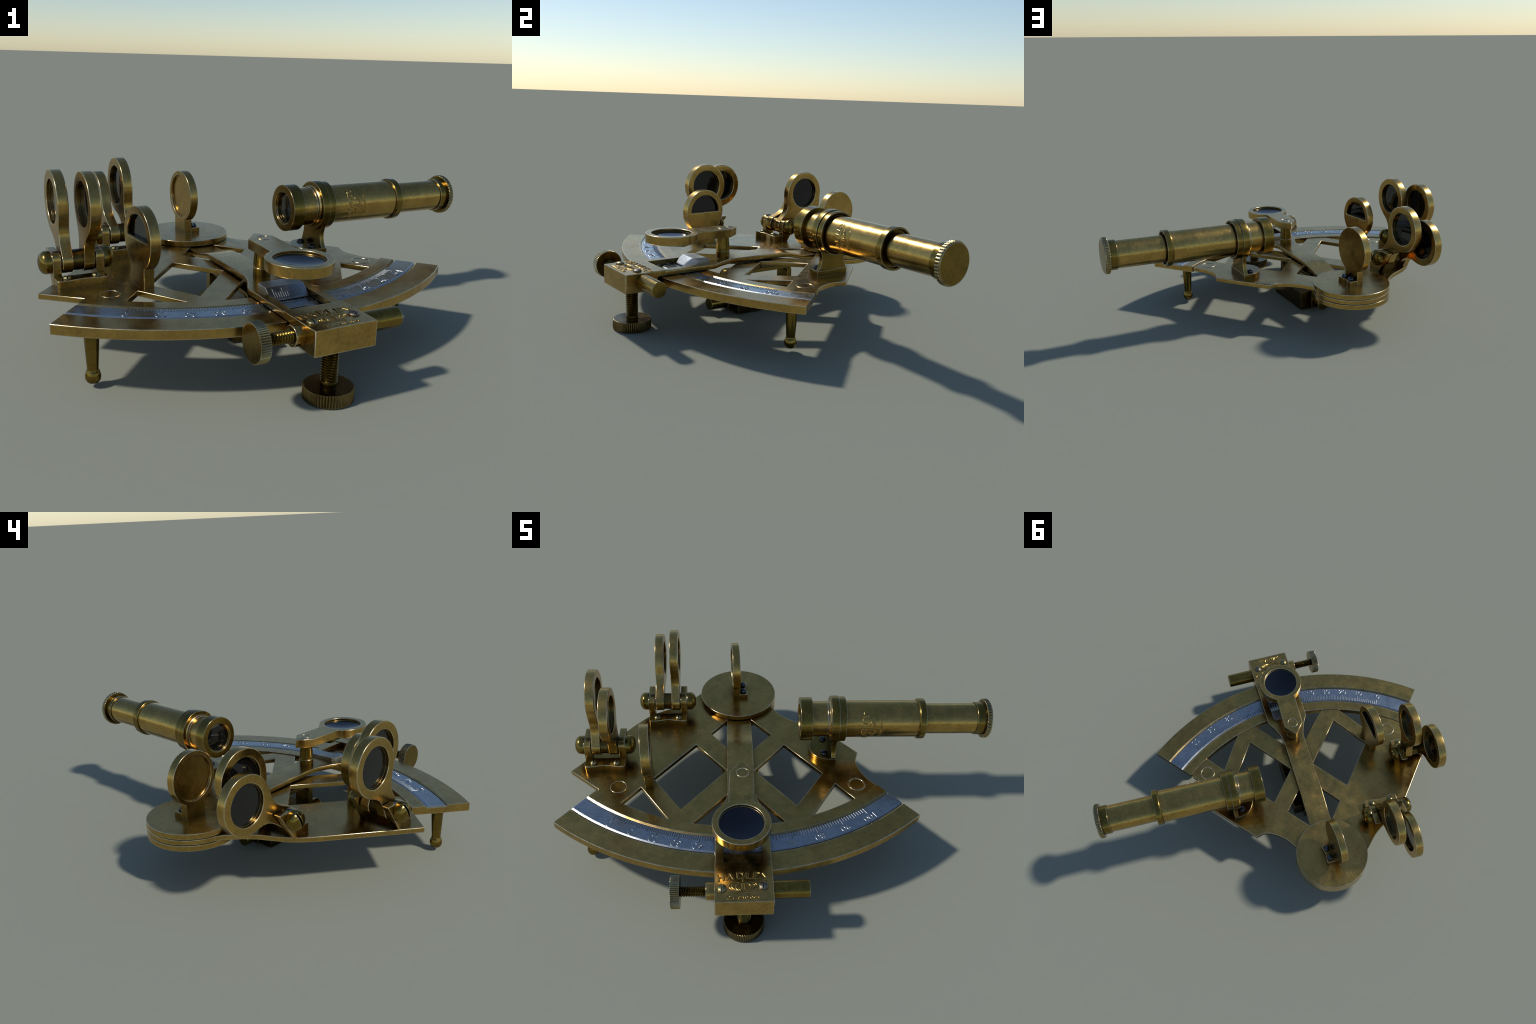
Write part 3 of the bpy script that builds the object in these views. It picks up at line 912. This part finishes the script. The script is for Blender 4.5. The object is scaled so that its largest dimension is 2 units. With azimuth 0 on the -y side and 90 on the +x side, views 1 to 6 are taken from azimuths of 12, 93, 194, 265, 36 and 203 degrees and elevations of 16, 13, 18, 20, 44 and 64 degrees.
cap_face = lathe([(1.045, 0), (1.045, 0.1035), (1.0575, 0.1035), (1.0575, 0)], E0, TEL, seg=96, b=0.003)
make("knurled_cap", join(cap, cap_face), BRASS_DARK, tube)

# lettering on the tube
S_LET = 0.72
side_v = Vector((0, -cos(radians(5)), sin(radians(5))))
rise_v = TEL.cross(side_v) * -1
rise_v = rise_v if rise_v.z > 0 else -rise_v


def on_tube(line):
    out = []
    for u, v in dense(line):
        a = S_LET * u / 0.1022
        s = 0.335 + S_LET * (-1.408 - v)
        n = side_v * cos(a) + rise_v * sin(a)
        out.append((E0 + TEL * s + n * 0.1022, n))
    return out


make("name_lettering", join(wire([on_tube(s) for s in name_strokes(True)], 0.0048, 8, 0.5), wire([on_tube(s) for s in name_strokes(False)], 0.0029, 8, 0.7)), LETTER_BRASS, tube, sharp=60, weighted=False)
make("crown_emblem", wire([on_tube(s) for s in crown_strokes()], 0.0028, 8, 0.8), LETTER_BRASS, tube, sharp=60, weighted=False)
make("place_lettering", wire([on_tube(s) for s in place_strokes()], 0.0024, 8, 0.8), LETTER_BRASS, tube, sharp=60, weighted=False)

# holder: rounded foot, upright that flares into a ring
foot_curve = smooth_curve([(0.543, -0.404), (0.500, -0.404), (0.462, -0.412), (0.428, -0.438), (0.405, -0.475), (0.398, -0.513), (0.405, -0.552), (0.428, -0.588), (0.462, -0.612), (0.500, -0.620), (0.543, -0.620)], 5)
holder = make("telescope_holder", prism([foot_curve], 0.2985, 0.3340, bevel=0.0022), BRASS_DARK, root)
ry, rz = -0.5155, 0.5435
R_H = 0.1285
aL, aR = radians(225), radians(315)
ring_arc = [(ry + R_H * cos(a), rz + R_H * sin(a)) for a in [aR - 2 * pi + (aL + 2 * pi - aR) * k / 70 for k in range(71)]]
leg_front = smooth_curve([(ring_arc[-1][0], ring_arc[-1][1]), (-0.598, 0.432), (-0.590, 0.402), (-0.596, 0.366), (-0.610, 0.333)], 5)
leg_back = smooth_curve([(-0.408, 0.333), (-0.420, 0.366), (-0.4295, 0.402), (-0.427, 0.428), (ring_arc[0][0], ring_arc[0][1])], 5)
upright = prism([ring_arc[:-1] + leg_front + leg_back[:-1], circle(ry, rz, 0.1000, 72)], 0.5165, 0.5415, to=ALONG_X, bevel=0.0022)
make("holder_ring", upright, BRASS_DARK, holder)
make("holder_band", turned([(0.1690, 0.0985), (0.1690, 0.1275), (0.1870, 0.1295), (0.2135, 0.1295), (0.2135, 0.0985)], closed=True, b=0.0015), BRASS_DARK, holder)
hs = make("slotted_screw", screw_head(0.0205, 0.0145, 0.006, 0.010, (0.484, -0.453, 0.334), radians(30)), BLUED, holder, sharp=35)
again(hs, (-0.005, -0.117, 0), rot=(0, 0, 1.1))

# ---- handle under the frame ---------------------------------------------------------------
grip = box((-0.112, 0.112), (-0.850, -0.450), (0.0012, 0.126), b=0.003)
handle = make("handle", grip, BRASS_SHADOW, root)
strap_out = [(-0.8855, 0.020), (-0.8855, 0.198)] + circle(-0.8425, 0.2045, 0.043, 9, pi, pi / 2, end=True) + circle(-0.4535, 0.2045, 0.043, 9, pi / 2, 0, end=True) + [(-0.4105, 0.198), (-0.4105, 0.020)]
strap_in = [(-0.4465, 0.020), (-0.4465, 0.196)] + circle(-0.4660, 0.2040, 0.0195, 7, 0, pi / 2, end=True) + circle(-0.8300, 0.2040, 0.0195, 7, pi / 2, pi, end=True) + [(-0.8495, 0.196), (-0.8495, 0.020)]
make("handle_strap", prism([strap_out + strap_in], -0.0525, 0.0525, to=ALONG_X, bevel=0.0025), BRASS_DARK, handle)
make("strap_pad", lathe([(0.245, 0), (0.245, 0.050), (0.2735, 0.050), (0.2735, 0)], (0.0, -0.668, 0), (0, 0, 1), seg=48), BRASS_DARK, handle)
make("handle_bolt", lathe([(0.345, 0), (0.345, 0.0375), (0.987, 0.0375), (0.987, 0)], (0.0, 0, 0.0580), (0, -1, 0), seg=48, b=0.003), BRASS_DARK, handle)

# ---- set the whole thing in place --------------------------------------------------------------
root.location = (*PIVOT_IN_WORLD, 0.0)
root.rotation_euler = (0, 0, TURN)
for o in bpy.context.scene.objects:
    if "_c" in o:
        del o["_c"]
